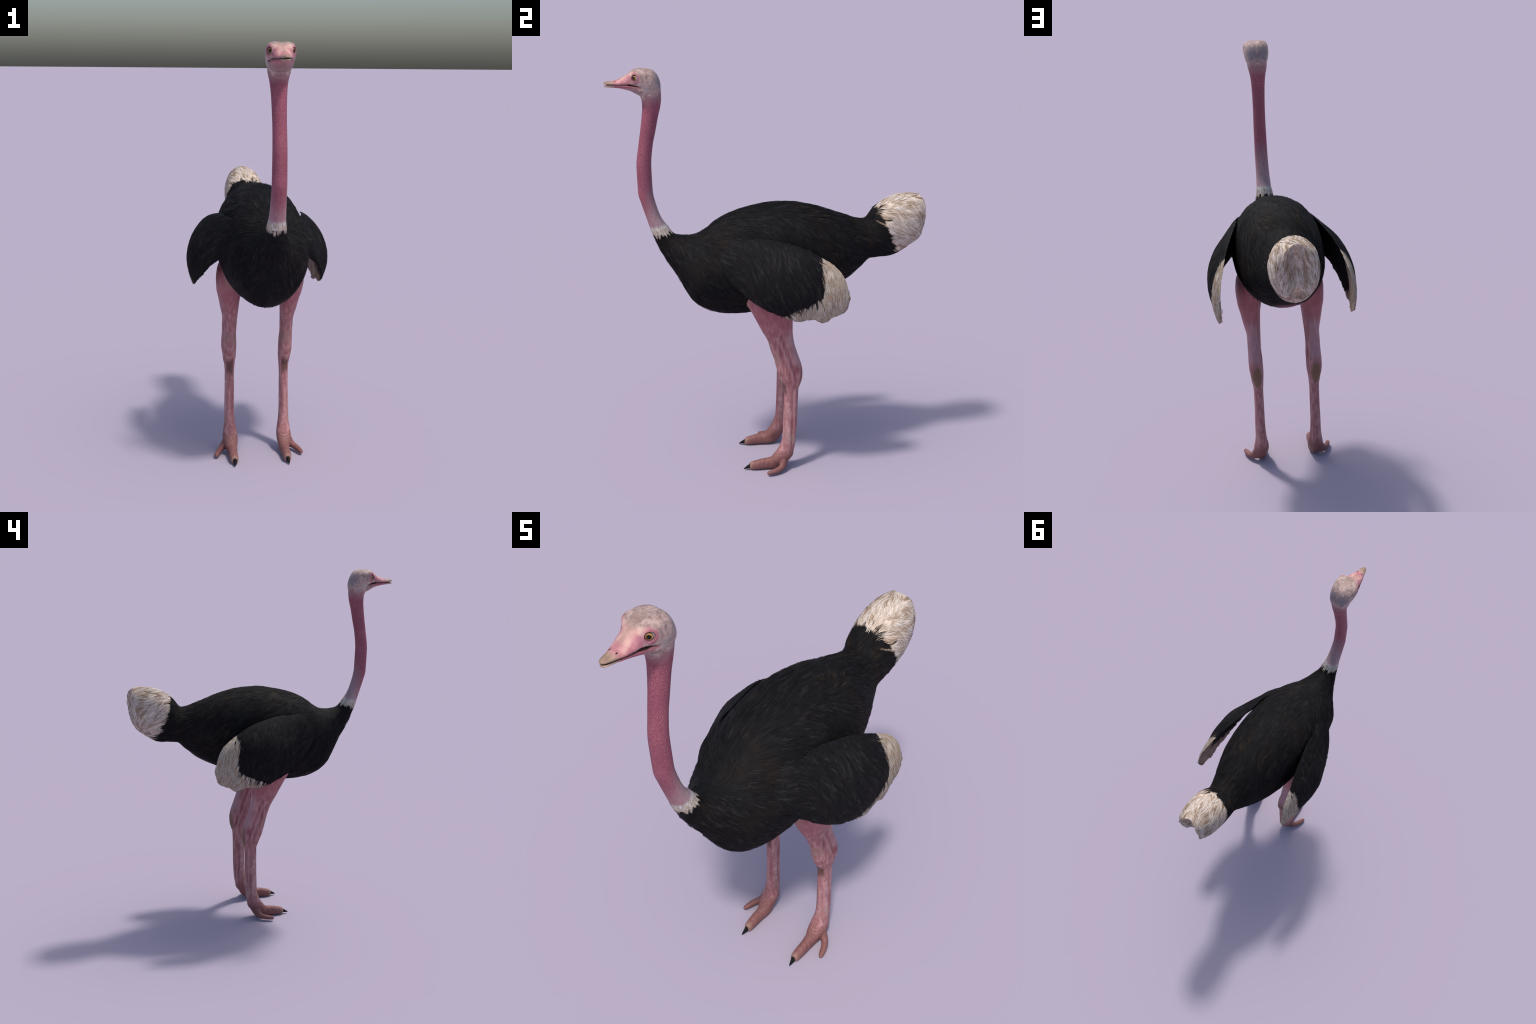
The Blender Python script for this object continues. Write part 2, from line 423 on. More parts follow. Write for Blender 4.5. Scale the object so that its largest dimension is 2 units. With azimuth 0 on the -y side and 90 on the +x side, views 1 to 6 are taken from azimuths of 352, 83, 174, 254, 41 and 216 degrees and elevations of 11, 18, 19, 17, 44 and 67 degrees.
# ------------------------------------------------------------------ materials
class Nodes:
    """Tiny builder for node trees."""
    def __init__(self, name, rough=0.6, spec=0.3):
        self.mat = bpy.data.materials.new(name); self.mat.use_nodes = True
        self.nt = self.mat.node_tree; self.nt.nodes.clear()
        self.out = self.nt.nodes.new('ShaderNodeOutputMaterial')
        self.bsdf = self.nt.nodes.new('ShaderNodeBsdfPrincipled')
        self.bsdf.inputs['Roughness'].default_value = rough
        self.bsdf.inputs['Specular IOR Level'].default_value = spec
        self.nt.links.new(self.bsdf.outputs[0], self.out.inputs[0])
        self.obj = self.new('ShaderNodeTexCoord').outputs['Object']
    def new(self, t, **k):
        n = self.nt.nodes.new(t)
        for a, b in k.items(): setattr(n, a, b)
        return n
    def set(self, sock, v):
        if isinstance(v, bpy.types.NodeSocket): self.nt.links.new(v, sock)
        else:
            if isinstance(v, (tuple, list)) and len(v) == 3 and sock.type == 'RGBA': v = (*v, 1)
            sock.default_value = v
    def math(self, op, a, b=0.0, c=0.0, clamp=False):
        n = self.new('ShaderNodeMath', operation=op, use_clamp=clamp)
        for i, q in enumerate((a, b, c)): self.set(n.inputs[i], q)
        return n.outputs[0]
    def vmath(self, op, a, b=(0, 0, 0), out=0):
        n = self.new('ShaderNodeVectorMath', operation=op)
        self.set(n.inputs[0], a); self.set(n.inputs[1], b)
        return n.outputs[out]
    def xyz(self, v):
        n = self.new('ShaderNodeSeparateXYZ'); self.set(n.inputs[0], v); return n.outputs
    def mirrored(self):
        x, y, z = self.xyz(self.obj)
        n = self.new('ShaderNodeCombineXYZ')
        self.set(n.inputs[0], self.math('ABSOLUTE', x)); self.set(n.inputs[1], y); self.set(n.inputs[2], z)
        return n.outputs[0]
    def noise(self, vec, scale, detail=3.0, rough=0.55, stretch=None, dist=0.0):
        if stretch is not None: vec = self.vmath('MULTIPLY', vec, stretch)
        n = self.new('ShaderNodeTexNoise'); self.set(n.inputs['Vector'], vec)
        n.inputs['Scale'].default_value = scale; n.inputs['Detail'].default_value = detail
        n.inputs['Roughness'].default_value = rough; n.inputs['Distortion'].default_value = dist
        return n.outputs[0]
    def remap(self, v, a, b, lo=0.0, hi=1.0, smooth=True):
        n = self.new('ShaderNodeMapRange'); n.interpolation_type = 'SMOOTHSTEP' if smooth else 'LINEAR'
        for i, q in enumerate((v, a, b, lo, hi)): self.set(n.inputs[i], q)
        return n.outputs[0]
    def mix(self, f, a, b, mode='MIX'):
        n = self.new('ShaderNodeMix', data_type='RGBA', blend_type=mode)
        self.set(n.inputs[0], f); self.set(n.inputs[6], a); self.set(n.inputs[7], b)
        return n.outputs[2]
    def ramp(self, f, stops):
        n = self.new('ShaderNodeValToRGB'); e = n.color_ramp.elements
        while len(e) < len(stops): e.new(0.5)
        for el, (p, c) in zip(e, stops): el.position = p; el.color = (*c, 1)
        self.set(n.inputs[0], f); return n.outputs[0]
    def blob(self, vec, centre, radius, soft=0.5, scale=(1, 1, 1), wobble=None):
        d = self.vmath('MULTIPLY', self.vmath('SUBTRACT', vec, centre), scale)
        d = self.vmath('LENGTH', d, out=1)
        if wobble is not None: d = self.math('MULTIPLY_ADD', wobble, radius * 0.9, self.math('SUBTRACT', d, radius * 0.45))
        return self.remap(d, radius, radius * (1 - soft))
    def bump(self, h, strength, dist=0.002):
        n = self.new('ShaderNodeBump'); n.inputs['Strength'].default_value = strength; n.inputs['Distance'].default_value = dist
        self.set(n.inputs['Height'], h); self.nt.links.new(n.outputs[0], self.bsdf.inputs['Normal'])
    def base(self, c):
        self.set(self.bsdf.inputs['Base Color'], c); return self.mat

BLACK = (0.0070, 0.0068, 0.0078)
CREAM, TAN, GREYW = (0.62, 0.53, 0.45), (0.33, 0.25, 0.17), (0.47, 0.43, 0.42)

def mat_black_skin():
    m = Nodes("black_plumage", 0.75, 0.12)
    n = m.noise(m.obj, 60, 4, stretch=(1.0, 0.28, 0.6))
    c = m.ramp(n, [(0.30, (0.004, 0.004, 0.005)), (0.55, (0.007, 0.007, 0.008)), (0.75, (0.014, 0.013, 0.014))])
    br = m.noise(m.obj, 6, 3)
    c = m.mix(m.remap(br, 0.50, 0.68, 0, 0.7), c, (0.016, 0.0105, 0.008))
    x, y, z = m.xyz(m.obj)
    # bare pink vent under the tail
    vent = m.blob(m.mirrored(), (0.0, 0.33, 0.935), 0.068, 0.6, (1, 0.7, 1))
    c = m.mix(vent, c, (0.17, 0.065, 0.075))
    m.bump(n, 0.5, 0.003)
    return m.base(c)

def mat_tail_skin():
    m = Nodes("tail_plumage", 0.75, 0.12)
    x, y, z = m.xyz(m.obj)
    n = m.noise(m.obj, 55, 4, stretch=(1.0, 0.45, 0.9))
    wob = m.noise(m.obj, 26, 3)
    edge = m.math('SUBTRACT', y, m.math('MULTIPLY_ADD', m.math('SUBTRACT', z, 1.20), -0.40, 0.566))
    edge = m.math('MULTIPLY_ADD', m.math('SUBTRACT', wob, 0.5), 0.05, edge)
    f = m.remap(edge, -0.004, 0.012)
    white = m.ramp(n, [(0.30, (0.36, 0.260, 0.185)), (0.48, (0.55, 0.435, 0.350)), (0.68, (0.74, 0.645, 0.565))])
    c = m.mix(f, BLACK, white)
    m.bump(n, 0.6, 0.004)
    return m.base(c)

def wing_edge_nodes(m):
    """Signed distance (positive on the pale side) to the pale trailing patch of the wing."""
    x, y, z = m.xyz(m.obj)
    wob = m.noise(m.mirrored(), 30, 3)
    a = m.math('SUBTRACT', y, 0.207)                                              # behind this line
    b = m.math('SUBTRACT', m.math('MULTIPLY_ADD', y, 0.46, m.remap(x, -0.01, 0.01, 0.860, 0.878)), z)   # or below this one
    d = m.math('SMOOTH_MAX', a, b, 0.02)
    return m.math('MULTIPLY_ADD', m.math('SUBTRACT', wob, 0.5), 0.03, d)

def mat_wing_skin():
    m = Nodes("wing_plumage", 0.75, 0.12)
    n = m.noise(m.obj, 70, 4, stretch=(1.0, 1.0, 0.22))
    blk = m.ramp(n, [(0.30, (0.004, 0.004, 0.005)), (0.55, (0.007, 0.007, 0.009)), (0.75, (0.014, 0.013, 0.015))])
    pale = m.ramp(n, [(0.30, (0.32, 0.245, 0.170)), (0.5, (0.44, 0.365, 0.285)), (0.7, (0.55, 0.49, 0.43))])
    f = m.remap(wing_edge_nodes(m), -0.003, 0.008)
    m.bump(n, 0.5, 0.003)
    return m.base(m.mix(f, blk, pale))

def mat_neck():
    m = Nodes("neck_skin", 0.62, 0.25)
    P = m.mirrored(); x, y, z = m.xyz(m.obj)
    fine = m.noise(m.obj, 330, 2, 0.6)
    broad = m.noise(P, 16, 3, stretch=(1, 1, 0.5))
    c = m.ramp(fine, [(0.30, (0.155, 0.040, 0.062)), (0.5, (0.280, 0.080, 0.117)), (0.70, (0.42, 0.160, 0.200))])
    c = m.mix(m.remap(broad, 0.40, 0.68, 0, 0.45), c, (0.20, 0.055, 0.085))
    # paler and greyer towards the collar, more so on the nape
    off = m.math('ADD', y, 0.588)                      # distance behind the neck's own axis
    off = m.math('SUBTRACT', off, m.math('MULTIPLY', m.math('MAXIMUM', m.math('SUBTRACT', 1.43, z), 0.0), 0.30))
    off = m.math('SUBTRACT', off, m.math('MULTIPLY', m.math('MAXIMUM', m.math('SUBTRACT', z, 1.50), 0.0), 0.13))
    up = m.math('MULTIPLY_ADD', off, -2.2, z)
    g = m.remap(up, 1.47, 1.25)
    streak = m.noise(m.obj, 150, 2, stretch=(1, 1, 0.15))
    c = m.mix(m.math('MULTIPLY', g, m.remap(streak, 0.25, 0.7, 0.45, 0.85)), c, (0.42, 0.33, 0.335))
    d = m.remap(m.math('MULTIPLY_ADD', y, -0.22, z), 1.392, 1.370)
    c = m.mix(d, c, m.ramp(streak, [(0.3, (0.36, 0.33, 0.31)), (0.65, (0.66, 0.64, 0.62))]))
    # soft grey wash where the throat meets the head
    t = m.remap(m.math('MULTIPLY_ADD', broad, 0.05, z), 1.855, 1.90)
    c = m.mix(m.math('MULTIPLY', t, 0.7), c, (0.33, 0.20, 0.21))
    m.bump(fine, 0.35, 0.0015)
    return m.base(c)

def mat_head():
    m = Nodes("head_skin", 0.55, 0.3)
    P = m.mirrored(); x, y, z = m.xyz(P)
    fuzz = m.noise(P, 260, 3, 0.65, stretch=(1, 0.35, 1))
    mot = m.noise(P, 55, 4, 0.6)
    big = m.noise(P, 24, 2)
    down = m.ramp(mot, [(0.30, (0.19, 0.132, 0.122)), (0.46, (0.36, 0.248, 0.225)), (0.64, (0.53, 0.380, 0.340))])
    down = m.mix(m.remap(fuzz, 0.38, 0.66, 0, 0.5), down, (0.54, 0.40, 0.365))
    down = m.mix(m.remap(m.noise(P, 120, 3, 0.6, stretch=(1, 0.5, 1)), 0.50, 0.34, 0, 0.5), down, (0.18, 0.125, 0.11))
    # slate nape, pale cheek patches, brownish jaw
    down = m.mix(m.math('MULTIPLY', m.blob(P, (0.030, -0.508, 1.945), 0.050, 0.8, wobble=big), 0.65), down, (0.17, 0.165, 0.20))
    down = m.mix(m.math('MULTIPLY', m.blob(P, (0.058, -0.560, 1.914), 0.024, 0.8, wobble=mot), 0.55), down, (0.54, 0.46, 0.43))
    down = m.mix(m.math('MULTIPLY', m.blob(P, (0.045, -0.528, 1.878), 0.026, 0.8, wobble=mot), 0.6), down, (0.47, 0.40, 0.40))
    down = m.mix(m.math('MULTIPLY', m.blob(P, (0.064, -0.578, 1.965), 0.013, 0.7, wobble=mot), 0.6), down, (0.23, 0.17, 0.18))
    pink = m.ramp(mot, [(0.3, (0.40, 0.135, 0.170)), (0.5, (0.52, 0.215, 0.240)), (0.7, (0.61, 0.310, 0.315))])
    # bare pink face: around the eye and along the beak
    face = m.remap(m.math('MULTIPLY_ADD', mot, 0.022, y), -0.606, -0.624)
    crown = m.remap(m.math('MULTIPLY_ADD', mot, 0.012, m.math('MULTIPLY_ADD', m.math('ADD', y, 0.62), 0.55, z)), 1.984, 1.994)
    face = m.math('MULTIPLY', face, m.math('SUBTRACT', 1.0, m.math('MULTIPLY', crown, 0.75)))
    ring = m.blob(P, (0.050, -0.606, 1.963), 0.030, 0.35, wobble=mot)
    face = m.math('MAXIMUM', face, ring)
    c = m.mix(face, down, pink)
    # grey down running onto the bridge
    blotch = m.noise(P, 110, 4, 0.65)
    c = m.mix(m.math('MULTIPLY', m.math('MULTIPLY', face, m.remap(blotch, 0.48, 0.62)), 0.6), c, (0.33, 0.125, 0.135))
    c = m.mix(m.math('MULTIPLY', m.math('MULTIPLY', face, m.remap(blotch, 0.46, 0.34)), 0.35), c, (0.66, 0.42, 0.38))
    half = m.remap(y, -0.690, -0.615, 0.004, 0.021, False)
    bridge = m.math('MULTIPLY', m.remap(m.math('SUBTRACT', m.math('MULTIPLY_ADD', mot, 0.012, x), half), 0.011, 0.002), m.math('MULTIPLY', m.remap(y, -0.695, -0.665), m.remap(y, -0.56, -0.60)))
    c = m.mix(m.math('MULTIPLY', bridge, m.remap(blotch, 0.40, 0.62, 0.85, 0.35)), c, (0.27, 0.185, 0.155))
    # pale ridge from the brow down the side of the bill
    ridge = m.math('SUBTRACT', z, m.math('MULTIPLY_ADD', y, 0.62, 2.370))
    ridge = m.math('MULTIPLY', m.remap(m.math('ABSOLUTE', ridge), 0.009, 0.001), m.math('MULTIPLY', m.remap(y, -0.700, -0.670), m.remap(y, -0.608, -0.628)))
    c = m.mix(m.math('MULTIPLY', ridge, m.remap(mot, 0.3, 0.6, 0.3, 0.7)), c, (0.66, 0.42, 0.35))
    # darker shading in front of and below the eye, tinted mauve into the skin
    c = m.mix(m.math('MULTIPLY', m.blob(P, (0.046, -0.630, 1.958), 0.032, 0.9, (1, 0.8, 1.2), wobble=mot), 0.6), c, (0.31, 0.120, 0.170))
    # magenta lid
    lid = m.math('MULTIPLY', m.blob(P, (0.052, -0.604, 1.964), 0.0235, 0.25), 0.55)
    c = m.mix(lid, c, (0.29, 0.085, 0.13))
    rim = m.vmath('LENGTH', m.vmath('SUBTRACT', P, tuple(float(q) for q in EYE_C + GAZE * EYE_R * 0.72 + np.array([0.0012, 0.0026, 0.0]))), out=1)
    c = m.mix(m.math('MULTIPLY', m.remap(rim, 0.0172, 0.0150), 0.65), c, (0.15, 0.050, 0.080))
    brow = m.blob(P, (0.040, -0.628, 1.985), 0.020, 0.9, (1, 0.7, 1))
    c = m.mix(m.math('MULTIPLY', brow, 0.55), c, (0.68, 0.44, 0.38))
    # lips: deeper red under the gape
    gape = m.math('MULTIPLY_ADD', m.math('MAXIMUM', m.math('ADD', y, 0.645), 0.0), 0.125, z)
    lip = m.math('MULTIPLY', m.remap(gape, 1.9330, 1.9300), m.remap(gape, 1.9165, 1.9240))
    lip = m.math('MULTIPLY', lip, m.remap(y, -0.578, -0.590))
    c = m.mix(m.math('MULTIPLY', lip, 0.75), c, (0.27, 0.062, 0.095))
    under = m.remap(z, 1.922, 1.908)
    c = m.mix(m.math('MULTIPLY', under, m.remap(y, -0.57, -0.60, 0, 0.55)), c, (0.30, 0.175, 0.175))
    # horn coloured beak tip
    tip = m.remap(m.math('MULTIPLY_ADD', mot, 0.024, y), -0.684, -0.706)
    horn = m.ramp(m.noise(P, 60, 3, stretch=(1, 0.3, 1)), [(0.3, (0.27, 0.175, 0.125)), (0.65, (0.47, 0.325, 0.245))])
    c = m.mix(tip, c, horn)
    nail = m.remap(y, -0.738, -0.748)
    c = m.mix(m.math('MULTIPLY', nail, 0.4), c, (0.20, 0.12, 0.06))
    nos = m.blob(P, (0.0130, -0.6975, 1.9455), 0.0042, 0.45, (1, 0.5, 1))
    c = m.mix(nos, c, (0.012, 0.006, 0.005))
    # near-black band along the gape
    slit = m.math('MULTIPLY', m.remap(m.math('ABSOLUTE', m.math('SUBTRACT', gape, 1.9317)), 0.0028, 0.0016), m.remap(y, -0.586, -0.592))
    c = m.mix(m.math('MULTIPLY', slit, 0.95), c, (0.014, 0.008, 0.008))
    # reddening where the neck begins
    t = m.remap(m.math('MULTIPLY_ADD', mot, 0.05, m.math('MULTIPLY_ADD', m.math('ADD', y, 0.54), -0.35, z)), 1.925, 1.880)
    c = m.mix(m.math('MULTIPLY', t, 0.8), c, (0.30, 0.10, 0.135))
    m.bump(fuzz, 0.35, 0.0012)
    return m.base(c)

def mat_leg():
    m = Nodes("leg_skin", 0.55, 0.3)
    P = m.mirrored(); x, y, z = m.xyz(P)
    fine = m.noise(P, 260, 3, 0.65)
    lon = m.noise(P, 75, 3, stretch=(1, 1, 0.14))
    broad = m.noise(P, 22, 3)
    c = m.ramp(lon, [(0.27, (0.215, 0.070, 0.080)), (0.47, (0.335, 0.135, 0.145)), (0.68, (0.475, 0.255, 0.262))])
    c = m.mix(m.remap(fine, 0.35, 0.7, 0, 0.3), c, (0.50, 0.27, 0.26))
    rb = m.noise(P, 48, 4, 0.65, stretch=(1, 1, 0.5))
    c = m.mix(m.remap(rb, 0.52, 0.66, 0, 0.6), c, (0.24, 0.092, 0.082))
    c = m.mix(m.remap(rb, 0.46, 0.34, 0, 0.45), c, (0.54, 0.32, 0.32))
    # upper shank: redder thigh, lilac calf behind
    thigh = m.remap(m.math('MULTIPLY_ADD', broad, 0.1, z), 0.74, 0.86)
    c = m.mix(m.math('MULTIPLY', thigh, 0.65), c, (0.345, 0.098, 0.120))
    axis = m.remap(z, 0.55, 0.80, 0.085, 0.045, False)
    calf = m.math('MULTIPLY', m.remap(m.math('SUBTRACT', y, axis), 0.0, 0.025), m.math('MULTIPLY', m.remap(z, 0.545, 0.60), m.remap(z, 0.80, 0.70)))
    c = m.mix(m.math('MULTIPLY', calf, 0.65), c, (0.42, 0.255, 0.285))
    # dark magenta streaks, each with a paler edge, along the shank tendons
    for y0, sl, zr, wd, za, zb, k in ((0.060, -0.30, 0.62, 0.010, 0.50, 0.70, 0.55), (0.034, -0.34, 0.62, 0.009, 0.50, 0.68, 0.45), (0.082, 0.03, 0.30, 0.006, 0.12, 0.42, 0.35)):
        off = m.math('SUBTRACT', y, m.math('MULTIPLY_ADD', m.math('SUBTRACT', z, zr), sl, y0))
        f = m.math('MULTIPLY', m.remap(m.math('ABSOLUTE', off), wd, wd * 0.2), m.math('MULTIPLY', m.remap(z, za - 0.05, za), m.remap(z, zb + 0.06, zb)))
        c = m.mix(m.math('MULTIPLY', f, m.math('MULTIPLY', m.remap(lon, 0.3, 0.6, 1.0, 0.5), k)), c, (0.25, 0.065, 0.085))
        g = m.math('MULTIPLY', m.remap(m.math('ABSOLUTE', m.math('ADD', off, -wd * 1.6)), wd, wd * 0.1), m.math('MULTIPLY', m.remap(z, za - 0.05, za), m.remap(z, zb + 0.06, zb)))
        c = m.mix(m.math('MULTIPLY', g, k * 0.6), c, (0.50, 0.285, 0.30))
    # hock: wine coloured hollow, olive callus behind, scaly brown front
    c = m.mix(m.math('MULTIPLY', m.blob(P, (0.172, 0.102, 0.548), 0.034, 0.9, (1, 1.3, 0.8), wobble=broad), 0.75), c, (0.20, 0.032, 0.060))
    pad = m.blob(P, (0.141, 0.136, 0.495), 0.054, 0.35, (1.7, 1.3, 0.72), wobble=fine)
    c = m.mix(m.math('MULTIPLY', pad, 0.9), c, (0.17, 0.105, 0.060))
    front = m.math('MULTIPLY', m.remap(m.math('ABSOLUTE', m.math('SUBTRACT', x, 0.138)), 0.022, 0.012), m.math('MULTIPLY', m.remap(z, 0.385, 0.425), m.remap(z, 0.50, 0.46)))
    front = m.math('MULTIPLY', front, m.remap(y, 0.062, 0.046))
    c = m.mix(m.math('MULTIPLY', front, m.remap(fine, 0.25, 0.6, 0.5, 0.95)), c, (0.10, 0.048, 0.036))
    knee = m.math('MULTIPLY', m.remap(m.math('ABSOLUTE', m.math('SUBTRACT', z, 0.60)), 0.045, 0.015), m.remap(y, 0.030, 0.010))
    c = m.mix(m.math('MULTIPLY', knee, m.remap(fine, 0.3, 0.65, 0.15, 0.65)), c, (0.28, 0.19, 0.155))
    # pale streak down the outside of the tarsus
    st = m.math('MULTIPLY', m.remap(m.math('ABSOLUTE', m.math('SUBTRACT', y, 0.058)), 0.016, 0.004), m.math('MULTIPLY', m.remap(z, 0.11, 0.20), m.remap(z, 0.42, 0.34)))
    c = m.mix(m.math('MULTIPLY', st, m.remap(rb, 0.35, 0.6, 0.65, 0.2)), c, (0.60, 0.385, 0.385))
    # mottled shin
    spots = m.math('MULTIPLY', m.remap(broad, 0.56, 0.62), m.math('MULTIPLY', m.remap(z, 0.12, 0.16), m.remap(z, 0.27, 0.22)))
    c = m.mix(m.math('MULTIPLY', spots, 0.30), c, (0.36, 0.27, 0.22))
    # foot: rusty, with fine cross creases
    foot = m.remap(m.math('MULTIPLY_ADD', broad, 0.04, z), 0.150, 0.085)
    ft = m.ramp(fine, [(0.3, (0.145, 0.058, 0.053)), (0.65, (0.245, 0.106, 0.094))])
    c = m.mix(m.math('MULTIPLY', foot, 0.9), c, ft)
    c = m.mix(m.math('MULTIPLY', m.remap(y, -0.108, -0.132), 0.45), c, (0.36, 0.225, 0.170))
    c = m.mix(m.blob(P, (0.1298, -0.1375, 0.0225), 0.0135, 0.45), c, (0.010, 0.009, 0.009))
    wave = m.new('ShaderNodeTexWave', bands_direction='Y'); m.set(wave.inputs[0], m.vmath('ADD', P, (0, 0, 0)))
    wave.inputs['Scale'].default_value = 26; wave.inputs['Distortion'].default_value = 3.0; wave.inputs['Detail Scale'].default_value = 1.5
    crease = m.math('MULTIPLY', m.remap(wave.outputs['Fac'], 0.16, 0.0), m.math('MULTIPLY', m.remap(z, 0.10, 0.07), m.remap(broad, 0.42, 0.58)))
    c = m.mix(m.math('MULTIPLY', crease, 0.35), c, (0.11, 0.045, 0.04))
    h = m.math('ADD', m.math('MULTIPLY', fine, 0.6), m.math('MULTIPLY', lon, 0.8))
    m.bump(m.math('SUBTRACT', h, m.math('MULTIPLY', crease, 0.6)), 0.4, 0.002)
    return m.base(c)

def mat_flat(name, c, rough=0.5, spec=0.4):
    m = Nodes(name, rough, spec)
    n = m.noise(m.obj, 120, 2)
    return m.base(m.mix(m.remap(n, 0.3, 0.7, 0, 1), tuple(q * 0.8 for q in c), tuple(q * 1.15 for q in c)))

def mat_eye():
    """Iris drawn by angle from the eye's own gaze axis (object z)."""
    m = Nodes("eye_surface", 0.22, 0.25)
    x, y, z = m.xyz(m.obj)
    r = m.math('DIVIDE', m.math('SQRT', m.math('ADD', m.math('MULTIPLY', x, x), m.math('MULTIPLY', y, y))), EYE_R)
    r = m.math('ADD', r, m.remap(z, 0.0, -0.001, 0, 2))
    a = m.noise(m.obj, 900, 2)
    iris = m.ramp(r, [(0.30, (0.004, 0.003, 0.002)), (0.42, (0.07, 0.032, 0.010)), (0.50, (0.38, 0.210, 0.062)), (0.62, (0.52, 0.320, 0.110)),
                      (0.69, (0.06, 0.03, 0.012)), (0.75, (0.010, 0.008, 0.007)), (0.79, (0.60, 0.59, 0.60))])
    iris = m.mix(m.math('MULTIPLY', a, m.remap(r, 0.40, 0.5, 0, 0.25)), iris, (0.10, 0.05, 0.02))
    m.bsdf.inputs['Coat Weight'].default_value = 0.08
    return m.base(iris)

def mat_strands(name, stops, rough=0.7, spec=0.12):
    m = Nodes(name, rough, spec)
    rnd = m.new('ShaderNodeNewGeometry').outputs['Random Per Island']
    c = m.ramp(rnd, stops)
    n = m.noise(m.obj, 200, 2)
    c = m.mix(m.remap(n, 0.3, 0.7, 0, 0.25), c, (0.02, 0.018, 0.016))
    return m.base(c)

M_BLACK, M_TAIL, M_WING, M_NECK, M_HEAD, M_LEG = mat_black_skin(), mat_tail_skin(), mat_wing_skin(), mat_neck(), mat_head(), mat_leg()
M_CLAW = mat_flat("claw_horn", (0.006, 0.006, 0.006), 0.6, 0.12)
M_MOUTH = mat_flat("mouth_lining", (0.012, 0.007, 0.007), 0.8, 0.1)
M_EYE = mat_eye()
M_BARB_BLACK = mat_strands("black_barbs", [(0.0, (0.003, 0.003, 0.004)), (0.5, (0.006, 0.006, 0.0075)), (0.8, (0.010, 0.009, 0.010)), (1.0, (0.018, 0.016, 0.016))])
M_BARB_SHEEN = mat_strands("painted_sheen_barbs", [(0.0, (0.006, 0.006, 0.007)), (0.5, (0.014, 0.013, 0.014)), (0.85, (0.026, 0.024, 0.024)), (1.0, (0.050, 0.046, 0.041))])  # feather highlights put into the base colour as lighter grey strands
M_BARB_BROWN = mat_strands("brown_barbs", [(0.0, (0.007, 0.005, 0.005)), (0.5, (0.018, 0.012, 0.010)), (0.85, (0.032, 0.022, 0.017)), (1.0, (0.085, 0.064, 0.042))])
M_BARB_WHITE = mat_strands("pale_barbs", [(0.0, (0.42, 0.310, 0.230)), (0.25, (0.60, 0.485, 0.395)), (0.6, (0.74, 0.640, 0.560)), (1.0, (0.84, 0.765, 0.70))])
M_BARB_TAN = mat_strands("tan_barbs", [(0.0, (0.21, 0.140, 0.092)), (0.22, (0.35, 0.245, 0.172)), (0.7, (0.50, 0.37, 0.275)), (1.0, (0.60, 0.48, 0.385))])
M_BARB_BUFF = mat_strands("buff_barbs", [(0.0, (0.27, 0.200, 0.130)), (0.25, (0.40, 0.32, 0.235)), (0.6, (0.50, 0.425, 0.35)), (1.0, (0.60, 0.54, 0.48))])

# ------------------------------------------------------------------ assemble the parts
COL = bpy.context.scene.collection
def link(ob, parent=None):
    COL.objects.link(ob)
    if parent is not None: ob.parent = parent
    return ob

bird = link(bpy.data.objects.new("ostrich", None)); bird.empty_display_size = 0.2
bird["label"] = "standing ostrich, black plumage, bare pink neck and legs"
bird["category"] = "bird"

def region(name, labels, mat, parent):
    q = Q[np.isin(lab, labels)]
    used, inv = np.unique(q, return_inverse=True)
    me = bpy.data.meshes.new(name)
    qq = inv.reshape(-1, 4)
    me.vertices.add(len(used)); me.vertices.foreach_set("co", V[used].ravel())
    me.loops.add(qq.size); me.loops.foreach_set("vertex_index", qq.ravel().astype(np.int32))
    me.polygons.add(len(qq)); me.polygons.foreach_set("loop_start", np.arange(0, qq.size, 4, dtype=np.int32))
    me.update(calc_edges=True); me.validate()
    me.polygons.foreach_set("use_smooth", np.ones(len(qq), bool))
    me.normals_split_custom_set_from_vertices(Nv[used].tolist())
    me.materials.append(mat)
    return link(bpy.data.objects.new(name, me), parent)

torso = region("torso", [TORSO], M_BLACK, bird)
neck = region("neck", [NECK], M_NECK, bird)
head = region("head", [HEAD], M_HEAD, bird)
beak = region("beak", [BEAK], M_HEAD, head)
tail = region("tail", [TAIL], M_TAIL, bird)
wings = {+1: region("wing", [WING_R], M_WING, bird), -1: region("wing", [WING_L], M_WING, bird)}
legs = {+1: region("leg", [LEG_R], M_LEG, bird), -1: region("leg", [LEG_L], M_LEG, bird)}

# eyes
def uv_ball(r, nu=40, nv=24):
    rings = []
    for a in np.linspace(0.02, math.pi - 0.02, nv):
        th = np.linspace(0, 2 * np.pi, nu, endpoint=False)
        rings.append(np.column_stack([r * math.sin(a) * np.cos(th), r * math.sin(a) * np.sin(th), np.full(nu, r * math.cos(a))]))
    return orient(skin_rings(rings))
eye_me = mesh_from("eye", [uv_ball(EYE_R)]); eye_me.materials.append(M_EYE)
eye_me.polygons.foreach_set("use_smooth", np.ones(len(eye_me.polygons), bool))
for s in (1, -1):
    e = link(bpy.data.objects.new("eye", eye_me), head)
    e.location = (EYE_C[0] * s, EYE_C[1], EYE_C[2])
    e.rotation_mode = 'QUATERNION'
    e.rotation_quaternion = Vector((GAZE[0] * s, GAZE[1], GAZE[2])).to_track_quat('Z', 'Y')

